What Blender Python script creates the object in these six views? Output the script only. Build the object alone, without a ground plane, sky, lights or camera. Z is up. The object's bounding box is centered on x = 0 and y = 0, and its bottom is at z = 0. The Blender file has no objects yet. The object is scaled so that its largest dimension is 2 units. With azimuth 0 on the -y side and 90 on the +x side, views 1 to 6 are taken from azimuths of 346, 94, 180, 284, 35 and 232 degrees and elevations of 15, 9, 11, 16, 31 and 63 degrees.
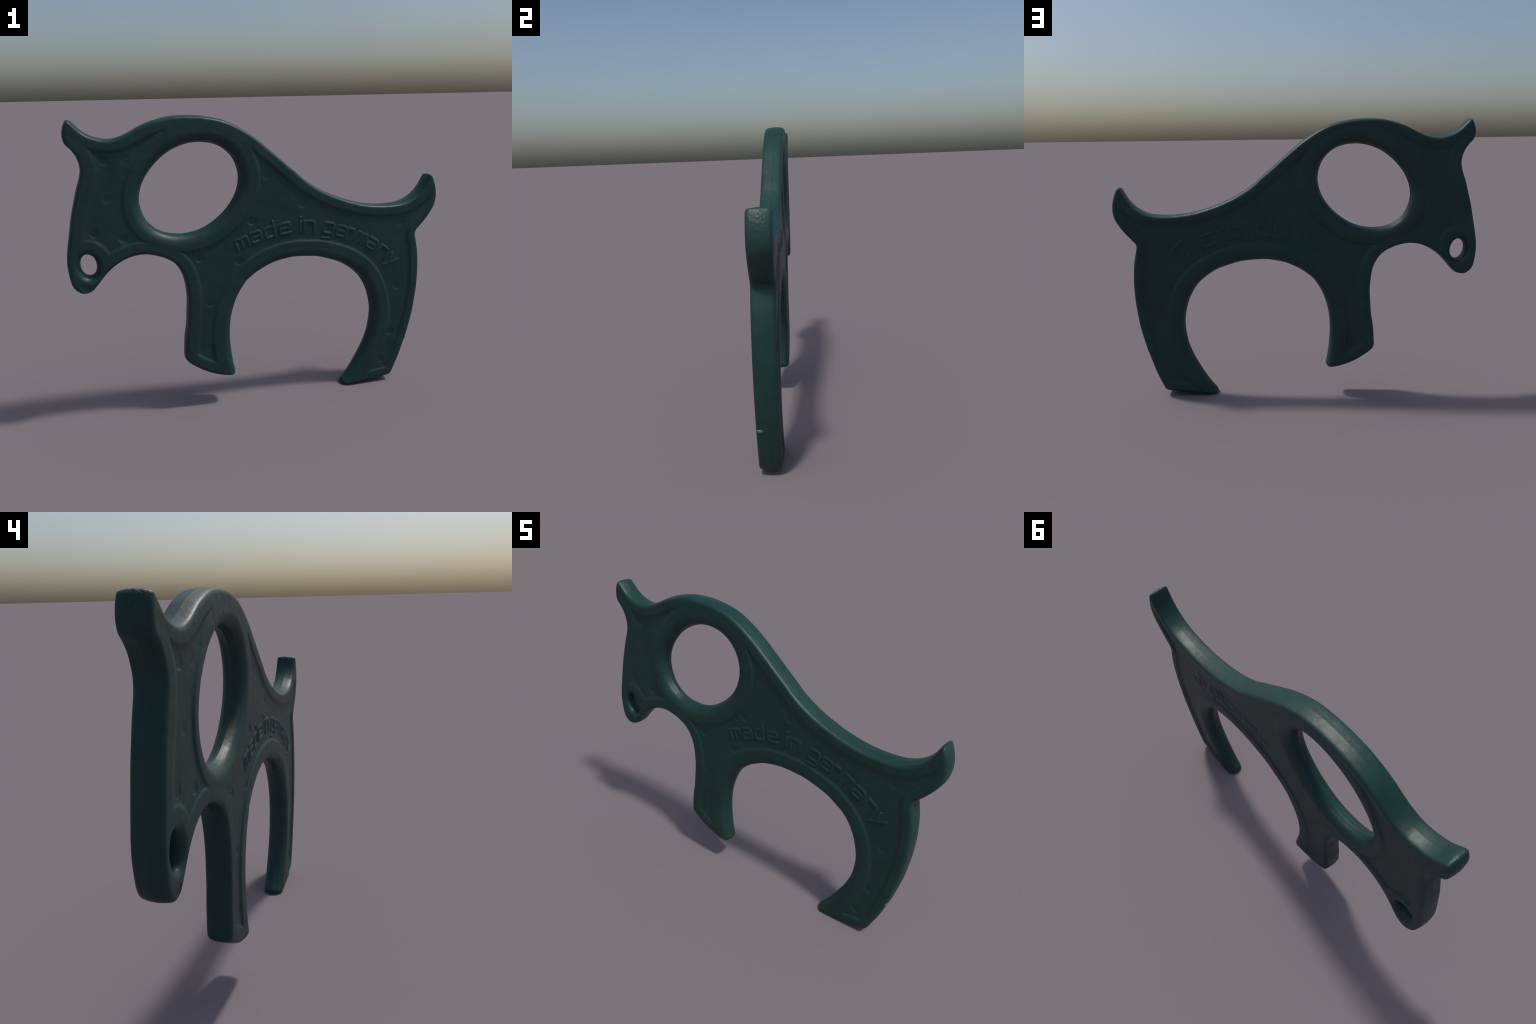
"""A flat, goat-shaped moulded plastic hand tool: an injection-moulded plate with a
finger ring, rounded grips, a raised rim round every edge, ejector-pin dimples and
raised lettering on both faces.

The plate is built from a profile (named runs of control points, smoothed by a
centripetal Catmull-Rom spline), and a rule for its thickness at every distance from
each run of the edge (round-over, rim, recess).  Metres, z up, x along the back.
"""
import bpy, math, random
import numpy as np
from mathutils import Vector, Matrix
from mathutils.geometry import delaunay_2d_cdt

random.seed(7)
rng = np.random.default_rng(7)

# ------------------------------------------------------------------ dimensions
HALF = 0.052            # half thickness at the rim
RECESS = 0.0068         # how far the panels lie below the rim
STEP = 0.016            # usual width of the slope from rim to panel
BACK_RECESS = 0.0112
PIN_R, PIN_D = 0.021, 0.0036


def mid_y(x, z):
    """The plate leans back very slightly."""
    return -0.0048 + 0.0075 * z


# Runs of the outer edge, in order (x, z); each run: name, rounding across the face,
# rounding through the thickness, rim width, control points.
RUNS = [
    ("back", .015, .015, .048, [
        (-0.930, 1.546), (-0.868, 1.490), (-0.815, 1.463), (-0.759, 1.454), (-0.697, 1.466),
        (-0.586, 1.519), (-0.490, 1.547), (-0.394, 1.555), (-0.280, 1.546), (-0.172, 1.518),
        (-0.090, 1.474), (-0.011, 1.418), (0.080, 1.340), (0.173, 1.260), (0.233, 1.208),
        (0.327, 1.148), (0.467, 1.089), (0.610, 1.054), (0.739, 1.048), (0.815, 1.060),
        (0.874, 1.091), (0.922, 1.142), (0.950, 1.190)]),
    ("tail", .015, .015, .042, [
        (0.957, 1.199), (0.968, 1.199), (0.977, 1.188), (0.993, 1.145), (1.002, 1.096),
        (1.000, 1.056), (0.989, 1.022), (0.967, 0.983), (0.941, 0.948), (0.900, 0.905)]),
    ("hind_outer", .016, .015, .044, [
        (0.886, 0.888), (0.883, 0.873), (0.891, 0.834), (0.902, 0.770), (0.907, 0.713), (0.907, 0.590),
        (0.886, 0.413), (0.850, 0.270), (0.803, 0.131), (0.772, 0.060)]),
    ("foot", .015, .015, .048, [
        (0.762, 0.040), (0.748, 0.029), (0.703, 0.019), (0.586, 0.006), (0.510, 0.000),
        (0.474, 0.002)]),
    ("hind_arch", .048, .039, .086, [
        (0.456, 0.010), (0.460, 0.026), (0.476, 0.044), (0.514, 0.096), (0.558, 0.170), (0.590, 0.232),
        (0.622, 0.330), (0.631, 0.445), (0.610, 0.545), (0.565, 0.636)]),
    ("belly_arch", .042, .036, .086, [
        (0.518, 0.685), (0.459, 0.727), (0.385, 0.758), (0.303, 0.781), (0.181, 0.791), (0.110, 0.784),
        (0.035, 0.764), (-0.036, 0.728), (-0.075, 0.700)]),
    ("foreleg_arch", .036, .0335, .086, [
        (-0.099, 0.680), (-0.148, 0.603), (-0.183, 0.506), (-0.195, 0.390), (-0.189, 0.285),
        (-0.180, 0.215)]),
    ("foreleg_end", .016, .015, .058, [
        (-0.172, 0.174), (-0.180, 0.161), (-0.205, 0.157), (-0.245, 0.163), (-0.310, 0.185),
        (-0.376, 0.221), (-0.430, 0.262)]),
    ("throat_arch", .018, .016, .058, [
        (-0.446, 0.286), (-0.448, 0.310), (-0.443, 0.380), (-0.430, 0.470), (-0.422, 0.560),
        (-0.420, 0.640), (-0.427, 0.708), (-0.443, 0.766), (-0.474, 0.814), (-0.530, 0.851), (-0.601, 0.873),
        (-0.648, 0.876), (-0.690, 0.869), (-0.742, 0.847), (-0.792, 0.813), (-0.830, 0.775),
        (-0.862, 0.738)]),
    ("muzzle", .018, .016, .052, [
        (-0.885, 0.714), (-0.922, 0.700), (-0.952, 0.707), (-0.975, 0.727), (-0.990, 0.756),
        (-1.000, 0.834), (-0.998, 0.890), (-0.988, 0.951), (-0.962, 1.083), (-0.928, 1.210),
        (-0.903, 1.290)]),
    ("brow", .016, .015, .056, [
        (-0.900, 1.330), (-0.912, 1.376), (-0.932, 1.408), (-0.957, 1.436), (-0.966, 1.468),
        (-0.963, 1.502), (-0.953, 1.530), (-0.942, 1.545)]),
]
# the finger ring: a slightly egg-shaped oval, its long axis rising to the right
RING_HOLE = [(-0.320, 1.423), (-0.400, 1.413), (-0.474, 1.382), (-0.541, 1.330), (-0.597, 1.261),
             (-0.627, 1.190), (-0.630, 1.121), (-0.601, 1.044), (-0.536, 0.988), (-0.437, 0.966),
             (-0.342, 0.980), (-0.263, 1.020), (-0.188, 1.087), (-0.142, 1.162), (-0.126, 1.251),
             (-0.157, 1.343), (-0.227, 1.403)]
RING = ("ring", .052, .040, .080)
EYE_C, EYE_A, EYE_B, EYE_TILT = (-0.9005, 0.842), 0.0385, 0.0550, math.radians(-9)
EYE = ("eye", .033, .031, .066)

# ejector-pin dimples on the front face
PINS = [(-0.787, 1.354), (-0.691, 1.357), (-0.786, 1.171), (-0.862, 1.006), (-0.724, 0.973),
        (-0.349, 0.838), (-0.923, 0.739), (0.017, 1.244), (0.210, 1.088), (-0.067, 1.012),
        (-0.143, 0.804), (0.556, 0.963), (0.780, 0.945), (0.773, 0.579), (0.741, 0.304),
        (0.685, 0.139), (-0.304, 0.591), (-0.315, 0.340)]


# ------------------------------------------------------------------ curves
def catmull(points, closed=True, n=16):
    P = [np.array(p, float) for p in points]
    N = len(P)
    out, owner = [], []
    for i in range(N):
        p0, p1, p2, p3 = P[i - 1], P[i], P[(i + 1) % N], P[(i + 2) % N]
        t = [0.0]
        for a, b in ((p0, p1), (p1, p2), (p2, p3)):
            t.append(t[-1] + max(np.linalg.norm(b - a), 1e-6) ** .5)
        u = np.linspace(t[1], t[2], n, endpoint=False)[:, None]
        A1 = (t[1]-u)/(t[1]-t[0])*p0 + (u-t[0])/(t[1]-t[0])*p1
        A2 = (t[2]-u)/(t[2]-t[1])*p1 + (u-t[1])/(t[2]-t[1])*p2
        A3 = (t[3]-u)/(t[3]-t[2])*p2 + (u-t[2])/(t[3]-t[2])*p3
        B1 = (t[2]-u)/(t[2]-t[0])*A1 + (u-t[0])/(t[2]-t[0])*A2
        B2 = (t[3]-u)/(t[3]-t[1])*A2 + (u-t[1])/(t[3]-t[1])*A3
        out.append((t[2]-u)/(t[2]-t[1])*B1 + (u-t[1])/(t[2]-t[1])*B2)
        owner += [i] * n
    return np.concatenate(out), np.array(owner)


def resample(q, owner, ds):
    c = np.r_[q, q[:1]]
    s = np.r_[0, np.cumsum(np.linalg.norm(np.diff(c, axis=0), axis=1))]
    n = int(s[-1] / ds)
    u = np.linspace(0, s[-1], n, endpoint=False)
    k = np.clip(np.searchsorted(s, u, side="right") - 1, 0, len(q) - 1)
    return np.c_[np.interp(u, s, c[:, 0]), np.interp(u, s, c[:, 1])], owner[k]


def normals2d(q, into_left):
    t = np.roll(q, -1, 0) - np.roll(q, 1, 0)
    t /= np.linalg.norm(t, axis=1)[:, None]
    n = np.c_[-t[:, 1], t[:, 0]]
    return n if into_left else -n


def signed_area(q):
    return 0.5 * np.sum(q[:, 0] * np.roll(q[:, 1], -1) - q[:, 1] * np.roll(q[:, 0], -1))


DS = 0.0062
ctrl, ctrl_run = [], []
for i, run in enumerate(RUNS):
    ctrl += run[4]
    ctrl_run += [i] * len(run[4])
dense, own = catmull(ctrl)
outer, own = resample(dense, own, DS)
outer_run = np.array(ctrl_run)[own]
outer[:, 0] -= 0.0017
# the moulded edge is not perfectly fair: tiny lumps along it
arc = np.arange(len(outer)) * 2 * np.pi / len(outer)
lump = sum(np.sin(arc * k + rng.uniform(0, 6.28)) for k in rng.integers(12, 70, 16)) / 16
outer += normals2d(outer, True) * (0.0016 * lump)[:, None]
chin = np.exp(-(((outer[:, 0] + .93) / .05) ** 2 + ((outer[:, 1] - .71) / .035) ** 2))
outer += normals2d(outer, True) * (chin * .0022 * np.sin(outer[:, 0] * 260) * np.cos(outer[:, 1] * 190))[:, None]
ring_d, o = catmull(RING_HOLE)
ring, _ = resample(ring_d, o, DS)
th = np.linspace(0, 2 * np.pi, 48, endpoint=False)
ct, st = math.cos(EYE_TILT), math.sin(EYE_TILT)
eye = np.c_[EYE_C[0] + EYE_A * np.cos(th) * ct + EYE_B * np.sin(th) * st,
            EYE_C[1] - EYE_A * np.cos(th) * st + EYE_B * np.sin(th) * ct]

GROUPS = [r[:4] for r in RUNS] + [RING, EYE]
loops = [outer, ring, eye]
loop_group = [outer_run, np.full(len(ring), len(RUNS)), np.full(len(eye), len(RUNS) + 1)]
loop_in = []                                   # normals pointing into the plastic
for k, q in enumerate(loops):
    ccw = signed_area(q) > 0
    loop_in.append(normals2d(q, ccw if k == 0 else not ccw))

DRAFT = 0.004                                   # side walls lean in by this much
FLASH = -0.0004                                 # faint parting-line ridge
edge = [q + n * DRAFT for q, n in zip(loops, loop_in)]   # where the face begins

# segments of each group on the face edge
segA, segB, segG = [], [], []
for q, g in zip(edge, loop_group):
    segA.append(q); segB.append(np.roll(q, -1, 0)); segG.append(g)
segA, segB, segG = map(np.concatenate, (segA, segB, segG))


def group_distances(P, only=None, chunk=1500):
    D = np.full((len(P), len(GROUPS)), 9.0)
    for g in (range(len(GROUPS)) if only is None else only):
        m = segG == g
        a, d = segA[m], (segB - segA)[m]
        dd = np.maximum((d * d).sum(1), 1e-12)
        for i in range(0, len(P), chunk):
            p = P[i:i + chunk, None]
            t = np.clip(((p - a) * d).sum(-1) / dd, 0, 1)
            D[i:i + chunk, g] = np.sqrt((((p - a) - t[..., None] * d) ** 2).sum(-1)).min(1)
    return D


R1 = np.array([g[1] for g in GROUPS]); R2 = np.array([g[2] for g in GROUPS])
RW = np.array([g[3] for g in GROUPS])
STEPS = np.array([{"muzzle": .040, "brow": .024}.get(g[0], STEP) for g in GROUPS])


def smoothstep(t):
    t = np.clip(t, 0, 1)
    return t * t * (3 - 2 * t)


def soft_noise(P, f, seed):
    """Sum of a few plane waves: gentle unevenness of a moulded, handled face."""
    r = np.random.default_rng(seed)
    v = np.zeros(len(P))
    for _ in range(9):
        a = r.uniform(0, 2 * np.pi); w = f * r.uniform(.6, 1.5); ph = r.uniform(0, 6.28)
        v += np.sin((P[:, 0] * math.cos(a) + P[:, 1] * math.sin(a)) * w + ph)
    return v / 9


def rim_width(P):
    """Rim width per edge run; the finger ring is a little wider on the belly side."""
    W = np.tile(RW, (len(P), 1))
    a = np.arctan2(P[:, 1] - 1.19, P[:, 0] + .38)
    W[:, len(RUNS)] += .011 * np.cos(a) + .022 * np.exp(-((a - 1.83) / .49) ** 2)
    return W


def face_height(P, D, front):
    wide = 1.0 if front else 1.14             # the back edges are worn rounder
    x = np.clip(1 - D / (R1 * wide), 0, 1)
    drop = (R2 * (1 + (wide - 1) / 3) * (1 - np.sqrt(np.maximum(1 - x * x, 0)))).max(1)
    if front:
        rec = RECESS * smoothstep((D - rim_width(P)) / STEPS).min(1)
    else:                                    # worn softer and a little deeper
        rec = BACK_RECESS * (.50 * smoothstep((D - rim_width(P)) / (STEPS * .75)).min(1)
                             + .50 * smoothstep((D - rim_width(P) + .028) / .058).min(1))
    h = HALF - drop - rec
    if front:
        for i, (px, pz) in enumerate(PINS):
            r = np.hypot(P[:, 0] - px, P[:, 1] - pz)
            tilt = .45 * (pz - P[:, 1]) / PIN_R          # pins sat a little askew
            deep = 1.9 if pz < .75 and px < -.9 else 1.0   # the one on the chin
            h -= deep * PIN_D * (.7 + .3 * math.sin(5.1 * i)) * (.75 + tilt) * smoothstep((PIN_R + .005 - r) / .009)
    fade = smoothstep(D.min(1) / .05)
    h += 0.0008 * soft_noise(P, 30, 3 if front else 4) * fade
    return h


# ------------------------------------------------------------------ sample the face
def inside(P, polys):
    odd = np.zeros(len(P), bool)
    for q in polys:
        a, b = q, np.roll(q, -1, 0)
        for i in range(len(q)):
            c = ((a[i, 1] > P[:, 1]) != (b[i, 1] > P[:, 1]))
            if c.any():
                xi = a[i, 0] + (P[:, 1] - a[i, 1]) / (b[i, 1] - a[i, 1] + 1e-15) * (b[i, 0] - a[i, 0])
                odd ^= c & (P[:, 0] < xi)
    return odd


layers = []                                     # point sets in order of priority
for q, n, g in zip(edge, loop_in, loop_group):  # round-over rings
    r = R1[g]
    for k in range(12):                         # ease the radius along the edge
        r = (np.roll(r, 1) + 2 * r + np.roll(r, -1)) / 4
    prev = 0
    for deg in (14, 28, 42, 56, 72, 90):
        d = r * (1 - math.cos(math.radians(deg)))
        layers.append(("ring", q + n * d[:, None], d))
for q, n, g in zip(edge, loop_in, loop_group):  # rim-to-panel slope
    for t in (-.002, .003, .007, .011, .0165):
        w = rim_width(q)[np.arange(len(q)), g]
        layers.append(("slope", q + n * (w + t)[:, None], t))

circ = []
for px, pz in PINS:
    for rr in (.010, PIN_R - .004, PIN_R - .0015, PIN_R + .001, PIN_R + .0035, PIN_R + .007):
        a = np.linspace(0, 2 * np.pi, 26, endpoint=False)
        circ.append(np.c_[px + rr * np.cos(a), pz + rr * np.sin(a)])
circ = np.concatenate(circ)

h = 0.0072
gx, gz = np.meshgrid(np.arange(-1.02, 1.02, h), np.arange(-.01, 1.57, h * .866))
gx = gx + (np.arange(gx.shape[0]) % 2)[:, None] * h / 2
grid = np.c_[gx.ravel(), gz.ravel()]

chosen = [q for q in edge]
cells = {}


def add_points(P, mind):
    keep = []
    cs = 0.01
    for p in P:
        cx, cz = int(math.floor(p[0] / cs)), int(math.floor(p[1] / cs))
        ok = True
        for i in (-1, 0, 1):
            for j in (-1, 0, 1):
                for q in cells.get((cx + i, cz + j), ()):
                    if (q[0]-p[0])**2 + (q[1]-p[1])**2 < mind * mind:
                        ok = False; break
                if not ok: break
            if not ok: break
        if ok:
            cells.setdefault((cx, cz), []).append((p[0], p[1])); keep.append(p)
    if keep:
        chosen.append(np.array(keep))


for q in edge:
    for p in q:
        cells.setdefault((int(math.floor(p[0] / .01)), int(math.floor(p[1] / .01))), []).append((p[0], p[1]))
add_points(circ[inside(circ, edge)], .0012)
for kind, P, t in layers:
    D = group_distances(P)
    ok = inside(P, edge)
    if kind == "ring":
        ok &= D.min(1) > t * .93
        add_points(P[ok], .0010)
    else:
        ok &= np.abs((D - rim_width(P)).min(1) - t) < .0012
        add_points(P[ok], .0022)
D = group_distances(grid)
add_points(grid[inside(grid, edge) & (D.min(1) > .004)], .0046)

pts = np.concatenate(chosen)
nb = [len(q) for q in edge]
cons, start = [], 0
for n_ in nb:
    cons += [(start + i, start + (i + 1) % n_) for i in range(n_)]
    start += n_
vout, _, fout, vorig, _, _ = delaunay_2d_cdt([Vector(p) for p in pts], cons, [], 0, 1e-7)
P2 = np.array([(v.x, v.y) for v in vout])
tri = np.array([f for f in fout if len(f) == 3])
tri = tri[inside(P2[tri].mean(1), edge)]
# orientation: counter-clockwise in (x, z)
e1, e2 = P2[tri[:, 1]] - P2[tri[:, 0]], P2[tri[:, 2]] - P2[tri[:, 0]]
flip = (e1[:, 0] * e2[:, 1] - e1[:, 1] * e2[:, 0]) < 0
tri[flip] = tri[flip][:, ::-1]
first = {}
for new, olds in enumerate(vorig):
    for o_ in olds:
        first[o_] = new

# ------------------------------------------------------------------ assemble the plate
D = group_distances(P2)
hf, hb = face_height(P2, D, True), face_height(P2, D, False)
N2 = len(P2)
my = mid_y(P2[:, 0], P2[:, 1])
verts = [np.c_[P2[:, 0], my - hf, P2[:, 1]], np.c_[P2[:, 0], my + hb, P2[:, 1]]]
faces = [tuple(t) for t in tri] + [tuple(int(i) + N2 for i in t[::-1]) for t in tri]
base = 2 * N2
start = 0
WALL = [(.80, .0026), (.45, .0011), (.10, .0002), (.0, FLASH), (-.10, .0002), (-.45, .0011), (-.80, .0026)]
for q, n, e in zip(loops, loop_in, edge):
    m = len(q)
    ids = np.array([first[start + i] for i in range(m)])
    start += m
    rows = [ids]
    for f, d in WALL:
        p = q + n * d
        y = mid_y(p[:, 0], p[:, 1]) - np.where(f > 0, hf[ids], hb[ids]) * f
        verts.append(np.c_[p[:, 0], y, p[:, 1]])
        rows.append(base + np.arange(m)); base += m
    rows.append(ids + N2)
    ccw = signed_area(q) > 0
    solid_left = ccw if q is outer else not ccw
    for a, b in zip(rows[:-1], rows[1:]):
        for i in range(m):
            j = (i + 1) % m
            f = (int(a[i]), int(b[i]), int(b[j]), int(a[j]))
            faces.append(f if solid_left else f[::-1])
verts = np.concatenate(verts)


# ------------------------------------------------------------------ materials
def plastic(name, dark, light):
    m = bpy.data.materials.new(name)
    m.use_nodes = True
    nt = m.node_tree; nt.nodes.clear()
    N, L = nt.nodes.new, nt.links.new
    out = N("ShaderNodeOutputMaterial"); b = N("ShaderNodeBsdfPrincipled")
    L(b.outputs[0], out.inputs[0])
    tc = N("ShaderNodeTexCoord")
    n1 = N("ShaderNodeTexNoise"); n1.inputs["Scale"].default_value = 9; n1.inputs["Detail"].default_value = 5
    n2 = N("ShaderNodeTexNoise"); n2.inputs["Scale"].default_value = 70; n2.inputs["Detail"].default_value = 4
    n3 = N("ShaderNodeTexNoise"); n3.inputs["Scale"].default_value = 28; n3.inputs["Detail"].default_value = 3
    for n in (n1, n2, n3):
        L(tc.outputs["Object"], n.inputs["Vector"])
    mixn = N("ShaderNodeMath"); mixn.operation = "MULTIPLY_ADD"
    L(n2.outputs[0], mixn.inputs[0]); mixn.inputs[1].default_value = .35
    L(n1.outputs[0], mixn.inputs[2])
    ramp = N("ShaderNodeValToRGB")
    ramp.color_ramp.elements[0].position = .45; ramp.color_ramp.elements[0].color = dark
    ramp.color_ramp.elements[1].position = .85; ramp.color_ramp.elements[1].color = light
    L(mixn.outputs[0], ramp.inputs[0]); L(ramp.outputs[0], b.inputs["Base Color"])
    rr = N("ShaderNodeMapRange"); rr.inputs["To Min"].default_value = .40; rr.inputs["To Max"].default_value = .52
    L(n3.outputs[0], rr.inputs["Value"]); L(rr.outputs[0], b.inputs["Roughness"])
    b.inputs["Specular IOR Level"].default_value = .385
    bp = N("ShaderNodeBump"); bp.inputs["Strength"].default_value = .35; bp.inputs["Distance"].default_value = .006
    L(n3.outputs[0], bp.inputs["Height"])
    bp2 = N("ShaderNodeBump"); bp2.inputs["Strength"].default_value = .12; bp2.inputs["Distance"].default_value = .002
    L(n2.outputs[0], bp2.inputs["Height"]); L(bp.outputs[0], bp2.inputs["Normal"])
    # scuffed, pitted spots: chin, foreleg end, horn tip and tail tip
    wear = None
    for c, r in (((-.93, 0, .72), .07), ((-.19, -.03, .26), .12), ((-.95, 0, 1.53), .07), ((.985, 0, 1.15), .05)):
        d = N("ShaderNodeVectorMath"); d.operation = "DISTANCE"; d.inputs[1].default_value = c
        L(tc.outputs["Object"], d.inputs[0])
        mr = N("ShaderNodeMapRange"); mr.inputs["From Min"].default_value = r
        mr.inputs["From Max"].default_value = r * .3
        L(d.outputs["Value"], mr.inputs["Value"])
        if wear is None:
            wear = mr.outputs[0]
        else:
            mx = N("ShaderNodeMath"); mx.operation = "MAXIMUM"
            L(wear, mx.inputs[0]); L(mr.outputs[0], mx.inputs[1]); wear = mx.outputs[0]
    n4 = N("ShaderNodeTexNoise"); n4.inputs["Scale"].default_value = 95; n4.inputs["Detail"].default_value = 3
    L(tc.outputs["Object"], n4.inputs["Vector"])
    pit = N("ShaderNodeMath"); pit.operation = "MULTIPLY"
    L(wear, pit.inputs[0]); L(n4.outputs[0], pit.inputs[1])
    bp3 = N("ShaderNodeBump"); bp3.inputs["Strength"].default_value = .5; bp3.inputs["Distance"].default_value = .008
    L(pit.outputs[0], bp3.inputs["Height"]); L(bp2.outputs[0], bp3.inputs["Normal"])
    L(bp3.outputs[0], b.inputs["Normal"])
    return m


PLASTIC = plastic("green_plastic", (.0062, .0340, .0278, 1), (.0086, .0440, .0360, 1))
PALE = plastic("pale_green_plastic", (.030, .110, .085, 1), (.042, .140, .108, 1))

# ------------------------------------------------------------------ objects
root = bpy.data.objects.new("goat_shaped_tool", None)
bpy.context.collection.objects.link(root)
root["label"] = "flat dark green moulded plastic hand tool shaped like a goat"
root["category"] = "hand tool"


def link(name, mesh, parent=root):
    ob = bpy.data.objects.new(name, mesh)
    bpy.context.collection.objects.link(ob)
    ob.parent = parent
    return ob


whole = bpy.data.meshes.new("whole")
whole.from_pydata(verts.tolist(), [], faces)
whole.update()
vn = np.zeros(len(verts) * 3)
whole.vertices.foreach_get("co", vn)
whole.vertex_normals.foreach_get("vector", vn)
vn = vn.reshape(-1, 3)
cen = np.array([verts[list(f)].mean(0) for f in faces])


def region(c):
    x, z = c[:, 0], c[:, 2]
    D = group_distances(np.c_[x, z], only=[len(RUNS)])
    r = np.full(len(c), "torso", dtype=object)
    r[(z < .70) & (x < .10)] = "foreleg"
    r[(z < .62) & (x > .10)] = "hind_leg"
    r[(x + .45 * (z - 1.0)) > .885] = "tail"
    r[(z < .62) & (x > .10)] = "hind_leg"
    r[(x < -.54) | ((x < -.47) & (z < .90) & (z > .70))] = "head"
    r[D[:, len(RUNS)] < .098] = "finger_ring"
    r[(x < -.62) & (z - 1.40 > -.55 * (x + .93)) & (x < -.80)] = "horn"
    return r


lab = region(cen)
parts = {}
for name in ("torso", "head", "horn", "finger_ring", "foreleg", "hind_leg", "tail"):
    fi = np.nonzero(lab == name)[0]
    used = np.unique(np.concatenate([np.array(faces[i]) for i in fi]))
    remap = {int(v): k for k, v in enumerate(used)}
    me = bpy.data.meshes.new(name)
    me.from_pydata(verts[used].tolist(), [], [[remap[int(v)] for v in faces[i]] for i in fi])
    me.update()
    me.polygons.foreach_set("use_smooth", [True] * len(me.polygons))
    me.normals_split_custom_set_from_vertices(vn[used].tolist())
    me.materials.append(PLASTIC)
    parts[name] = link(name, me)
bpy.data.meshes.remove(whole)

# ------------------------------------------------------------------ raised lettering
# strokes in a cell 1 wide, 1 tall; (0, 1) is the top left corner of a small letter
GLYPHS = {
    "m": [[(0, 0), (0, 1), (.45, 1), (.5, .9)], [(.5, 0), (.5, .93), (.6, 1), (.92, 1), (1, .9), (1, 0)]],
    "a": [[(0, 1), (.9, 1), (1, .9), (1, 0), (.1, 0), (0, .1), (.05, .5), (1, .55)]],
    "d": [[(1, 1.5), (1, 0), (.1, 0), (0, .1), (0, .9), (.1, 1), (1, 1)]],
    "e": [[(1, 0), (.1, 0), (0, .1), (0, .9), (.1, 1), (.9, 1), (1, .9), (1, .5), (0, .5)]],
    "i": [[(.5, 0), (.5, 1)], [(.5, 1.36), (.5, 1.44)]],
    "n": [[(0, 0), (0, 1)], [(0, 1), (.82, 1), (1, .85), (1, 0)]],
    "g": [[(1, 0), (.1, 0), (0, .1), (0, .9), (.1, 1), (1, 1), (1, -.5), (0, -.55)]],
    "r": [[(0, 0), (0, 1), (.85, 1)]],
    "y": [[(0, 1), (.45, 0)], [(1, 1), (.45, 0), (.15, -.5)]],
    "p": [[(0, -.6), (0, 1), (.85, 1), (1, .9), (1, .1), (.9, 0), (0, 0)]],
    "t": [[(.5, 1.4), (.5, .1), (.6, 0), (.9, 0)], [(0, 1), (1, 1)]],
    "o": [[(.1, 0), (0, .1), (0, .9), (.1, 1), (.9, 1), (1, .9), (1, .1), (.9, 0), (.1, 0)]],
    "l": [[(.5, 1.45), (.5, 0)]],
    # the emblem: an open shield with a slanted letter form inside it
    "emblem": [[(.25, -.1), (-.35, .62), (-.30, .88), (.72, 1.25), (1.02, 1.12), (1.0, .8), (.74, .18), (.28, .02)],
               [(.42, .68), (.22, .15), (.14, -.42)]],
}
# letter, middle of its top edge (x, z), slope of its base line in degrees, width
FRONT = [("m", -.132, .923, 19, .066), ("a", -.055, .951, 15, .054), ("d", .022, .970, 12, .052),
         ("e", .106, .985, 9, .056), ("i", .195, .990, -1, .03), ("n", .247, .988, -3, .056),
         ("g", .362, .969, -13, .055), ("e", .438, .946, -19, .052), ("r", .494, .926, -26, .040),
         ("m", .560, .896, -30, .064), ("a", .628, .857, -33, .055), ("n", .697, .806, -39, .058),
         ("y", .757, .752, -45, .054)]
BACK = [("emblem", .625, .888, 27, .095), ("p", .484, .939, 21, .070), ("t", .411, .962, 16, .048), ("o", .341, .976, 9, .058),
        ("m", .260, .984, 1, .076), ("o", .178, .985, -2, .062), ("l", .128, .983, -8, .03),
        ("d", .072, .974, -10, .064)]


def rounded(stroke, r=.16):
    """Round the bends of a stroke with three-point corners."""
    out = [np.array(stroke[0], float)]
    for a, b, c in zip(stroke[:-2], stroke[1:-1], stroke[2:]):
        a, b, c = map(lambda p: np.array(p, float), (a, b, c))
        la, lc = np.linalg.norm(a - b), np.linalg.norm(c - b)
        ra, rc = min(r, la * .45), min(r, lc * .45)
        p, s = b + (a - b) / la * ra, b + (c - b) / lc * rc
        for t in (0, .5, 1):
            out.append((1-t)**2 * p + 2*t*(1-t) * b + t*t * s)
    out.append(np.array(stroke[-1], float))
    return out


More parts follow.
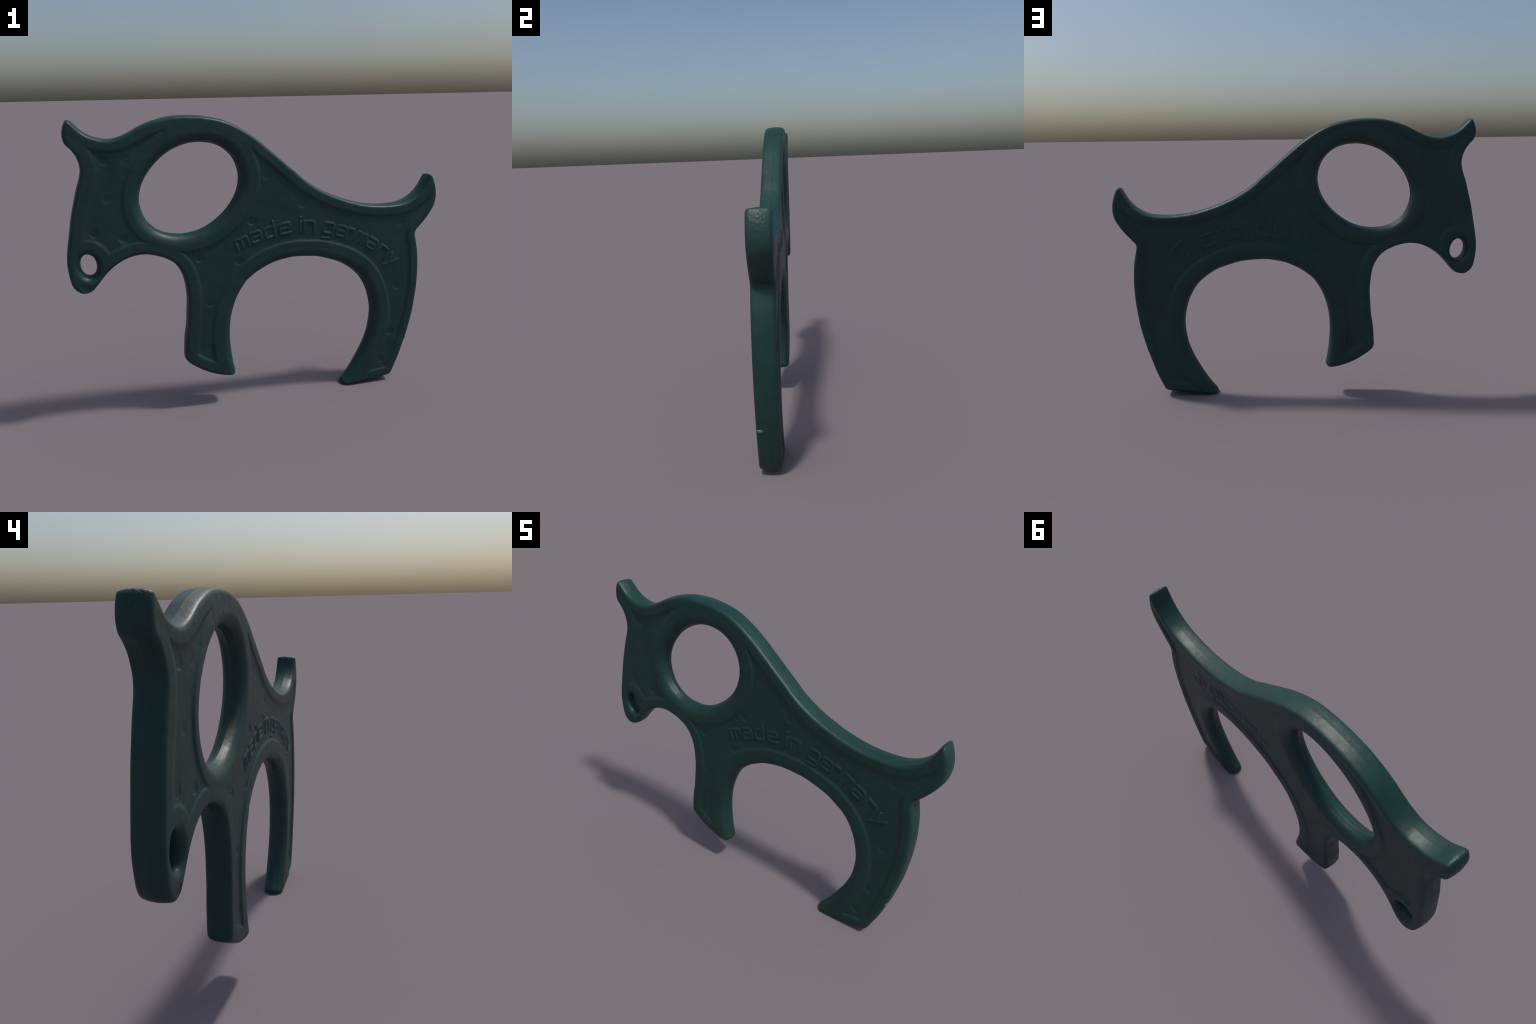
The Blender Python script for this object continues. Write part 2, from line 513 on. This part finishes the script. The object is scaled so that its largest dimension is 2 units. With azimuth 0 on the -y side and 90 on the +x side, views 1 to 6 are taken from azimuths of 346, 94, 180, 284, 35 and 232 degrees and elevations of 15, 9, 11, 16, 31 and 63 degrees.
def letter_mesh(ch, w, hgt, thick, rise):
    """Raised strokes with a domed section, in the letter's own plane (x right, z up, -y out)."""
    V, F = [], []
    sec = [(u, math.cos(u / 1.7 * math.pi / 2) ** 1.6 * 1.06 - .06) for u in (-1.7, -1.3, -.95, -.6, -.25, .25, .6, .95, 1.3, 1.7)]
    for st_ in GLYPHS[ch]:
        P = rounded(st_)
        P = [np.array(((p[0] - .5) * w, (p[1] - 1) * hgt)) for p in P]
        closed = np.linalg.norm(P[0] - P[-1]) < 1e-5
        if closed:
            P = P[:-1]
        n = len(P); k = len(sec); b0 = len(V)
        ring_ids = []
        seq = list(range(n))
        for i in seq:
            a = P[i - 1] if (closed or i > 0) else P[i]
            c = P[(i + 1) % n] if (closed or i < n - 1) else P[i]
            t = c - a; t /= max(np.linalg.norm(t), 1e-9)
            nn = np.array((-t[1], t[0]))
            V += [(*(P[i] + nn * s * thick), y) for s, y in sec]
            ring_ids.append(list(range(b0 + i * k, b0 + (i + 1) * k)))
        pairs = [(i, i + 1) for i in range(n - 1)] + ([(n - 1, 0)] if closed else [])
        for i, j in pairs:
            for m in range(k - 1):
                F.append((ring_ids[i][m], ring_ids[j][m], ring_ids[j][m + 1], ring_ids[i][m + 1]))
        if not closed:                           # round the two ends
            for i, o_ in ((0, 1), (n - 1, n - 2)):
                d = P[i] - P[o_]; d /= np.linalg.norm(d)
                nn = np.array((-d[1], d[0]))
                prev = ring_ids[i] if i == n - 1 else ring_ids[i][::-1]
                for f_ in (.55, .9):
                    cf = math.sqrt(max(0, 1 - f_ * f_))
                    ids = []
                    for s, y in sec:
                        ids.append(len(V))
                        yy = -.06 + (y + .06) * cf
                        V.append((*(P[i] + nn * s * thick * cf + d * f_ * thick * 1.2), yy))
                    for m in range(k - 1):
                        F.append((prev[m], ids[m], ids[m + 1], prev[m + 1]))
                    prev = ids
                F.append(tuple(prev))
    me = bpy.data.meshes.new("letter")
    me.from_pydata([(v[0], -v[2] * rise, v[1]) for v in V], [], F)
    me.update()
    import bmesh
    bm = bmesh.new(); bm.from_mesh(me)
    bmesh.ops.recalc_face_normals(bm, faces=bm.faces)
    # every stroke must face outwards (-y)
    s = sum(f.normal.y * f.calc_area() for f in bm.faces)
    if s > 0:
        bmesh.ops.reverse_faces(bm, faces=bm.faces)
    bm.to_mesh(me); bm.free()
    me.polygons.foreach_set("use_smooth", [True] * len(me.polygons))
    me.materials.append(PLASTIC)
    return me


def surface(x, z, front):
    P = np.array([[x, z]])
    hh = face_height(P, group_distances(P), front)[0]
    return mid_y(x, z) + (-hh if front else hh)


def place(ch, x, z, deg, w, front):
    wear = 1.0 - .35 * random.random()
    hgt = .054 if front else .060
    if ch == "emblem":
        hgt = .085
    me = letter_mesh(ch, w, hgt, .0070 if front else .0056, (.0046 if front else .0044) * wear)
    ob = link("emblem" if ch == "emblem" else "letter", me, parts["torso"])
    a = math.radians(deg)
    ux, uz = math.cos(a), math.sin(a)
    cx, cz = x + math.sin(a) * hgt / 2, z - math.cos(a) * hgt / 2
    if front:
        X, Z = Vector((ux, 0, uz)), Vector((-uz, 0, ux))
    else:
        X, Z = Vector((-ux, 0, uz)), Vector((uz, 0, ux))
        cx, cz = x - math.sin(a) * hgt / 2, z - math.cos(a) * hgt / 2
    Y = Z.cross(X)
    M = Matrix((X, Y, Z)).transposed().to_4x4()
    M.translation = Vector((x, surface(cx, cz, front), z))
    ob.matrix_world = M
    return ob


for row in FRONT:
    place(*row, True)
for row in BACK:
    place(*row, False)

# the burr left by the sprue on the outer edge of the hind leg
import bmesh
bm = bmesh.new()
bmesh.ops.create_uvsphere(bm, u_segments=20, v_segments=12, radius=1.0)
for v in bm.verts:
    v.co = Vector((v.co.x * .008, v.co.y * .015, v.co.z * .010 + .0012 * math.sin(7 * v.co.y)))
me = bpy.data.meshes.new("sprue_mark"); bm.to_mesh(me); bm.free()
me.polygons.foreach_set("use_smooth", [True] * len(me.polygons))
me.materials.append(PALE)
sm = link("sprue_mark", me, parts["hind_leg"])
sm.location = (.838, mid_y(.836, .25) - .032, .253)
sm.rotation_euler = (0, math.radians(15), 0)
print("face points", N2, "faces", len(faces), {k: len(o.data.polygons) for k, o in parts.items()})
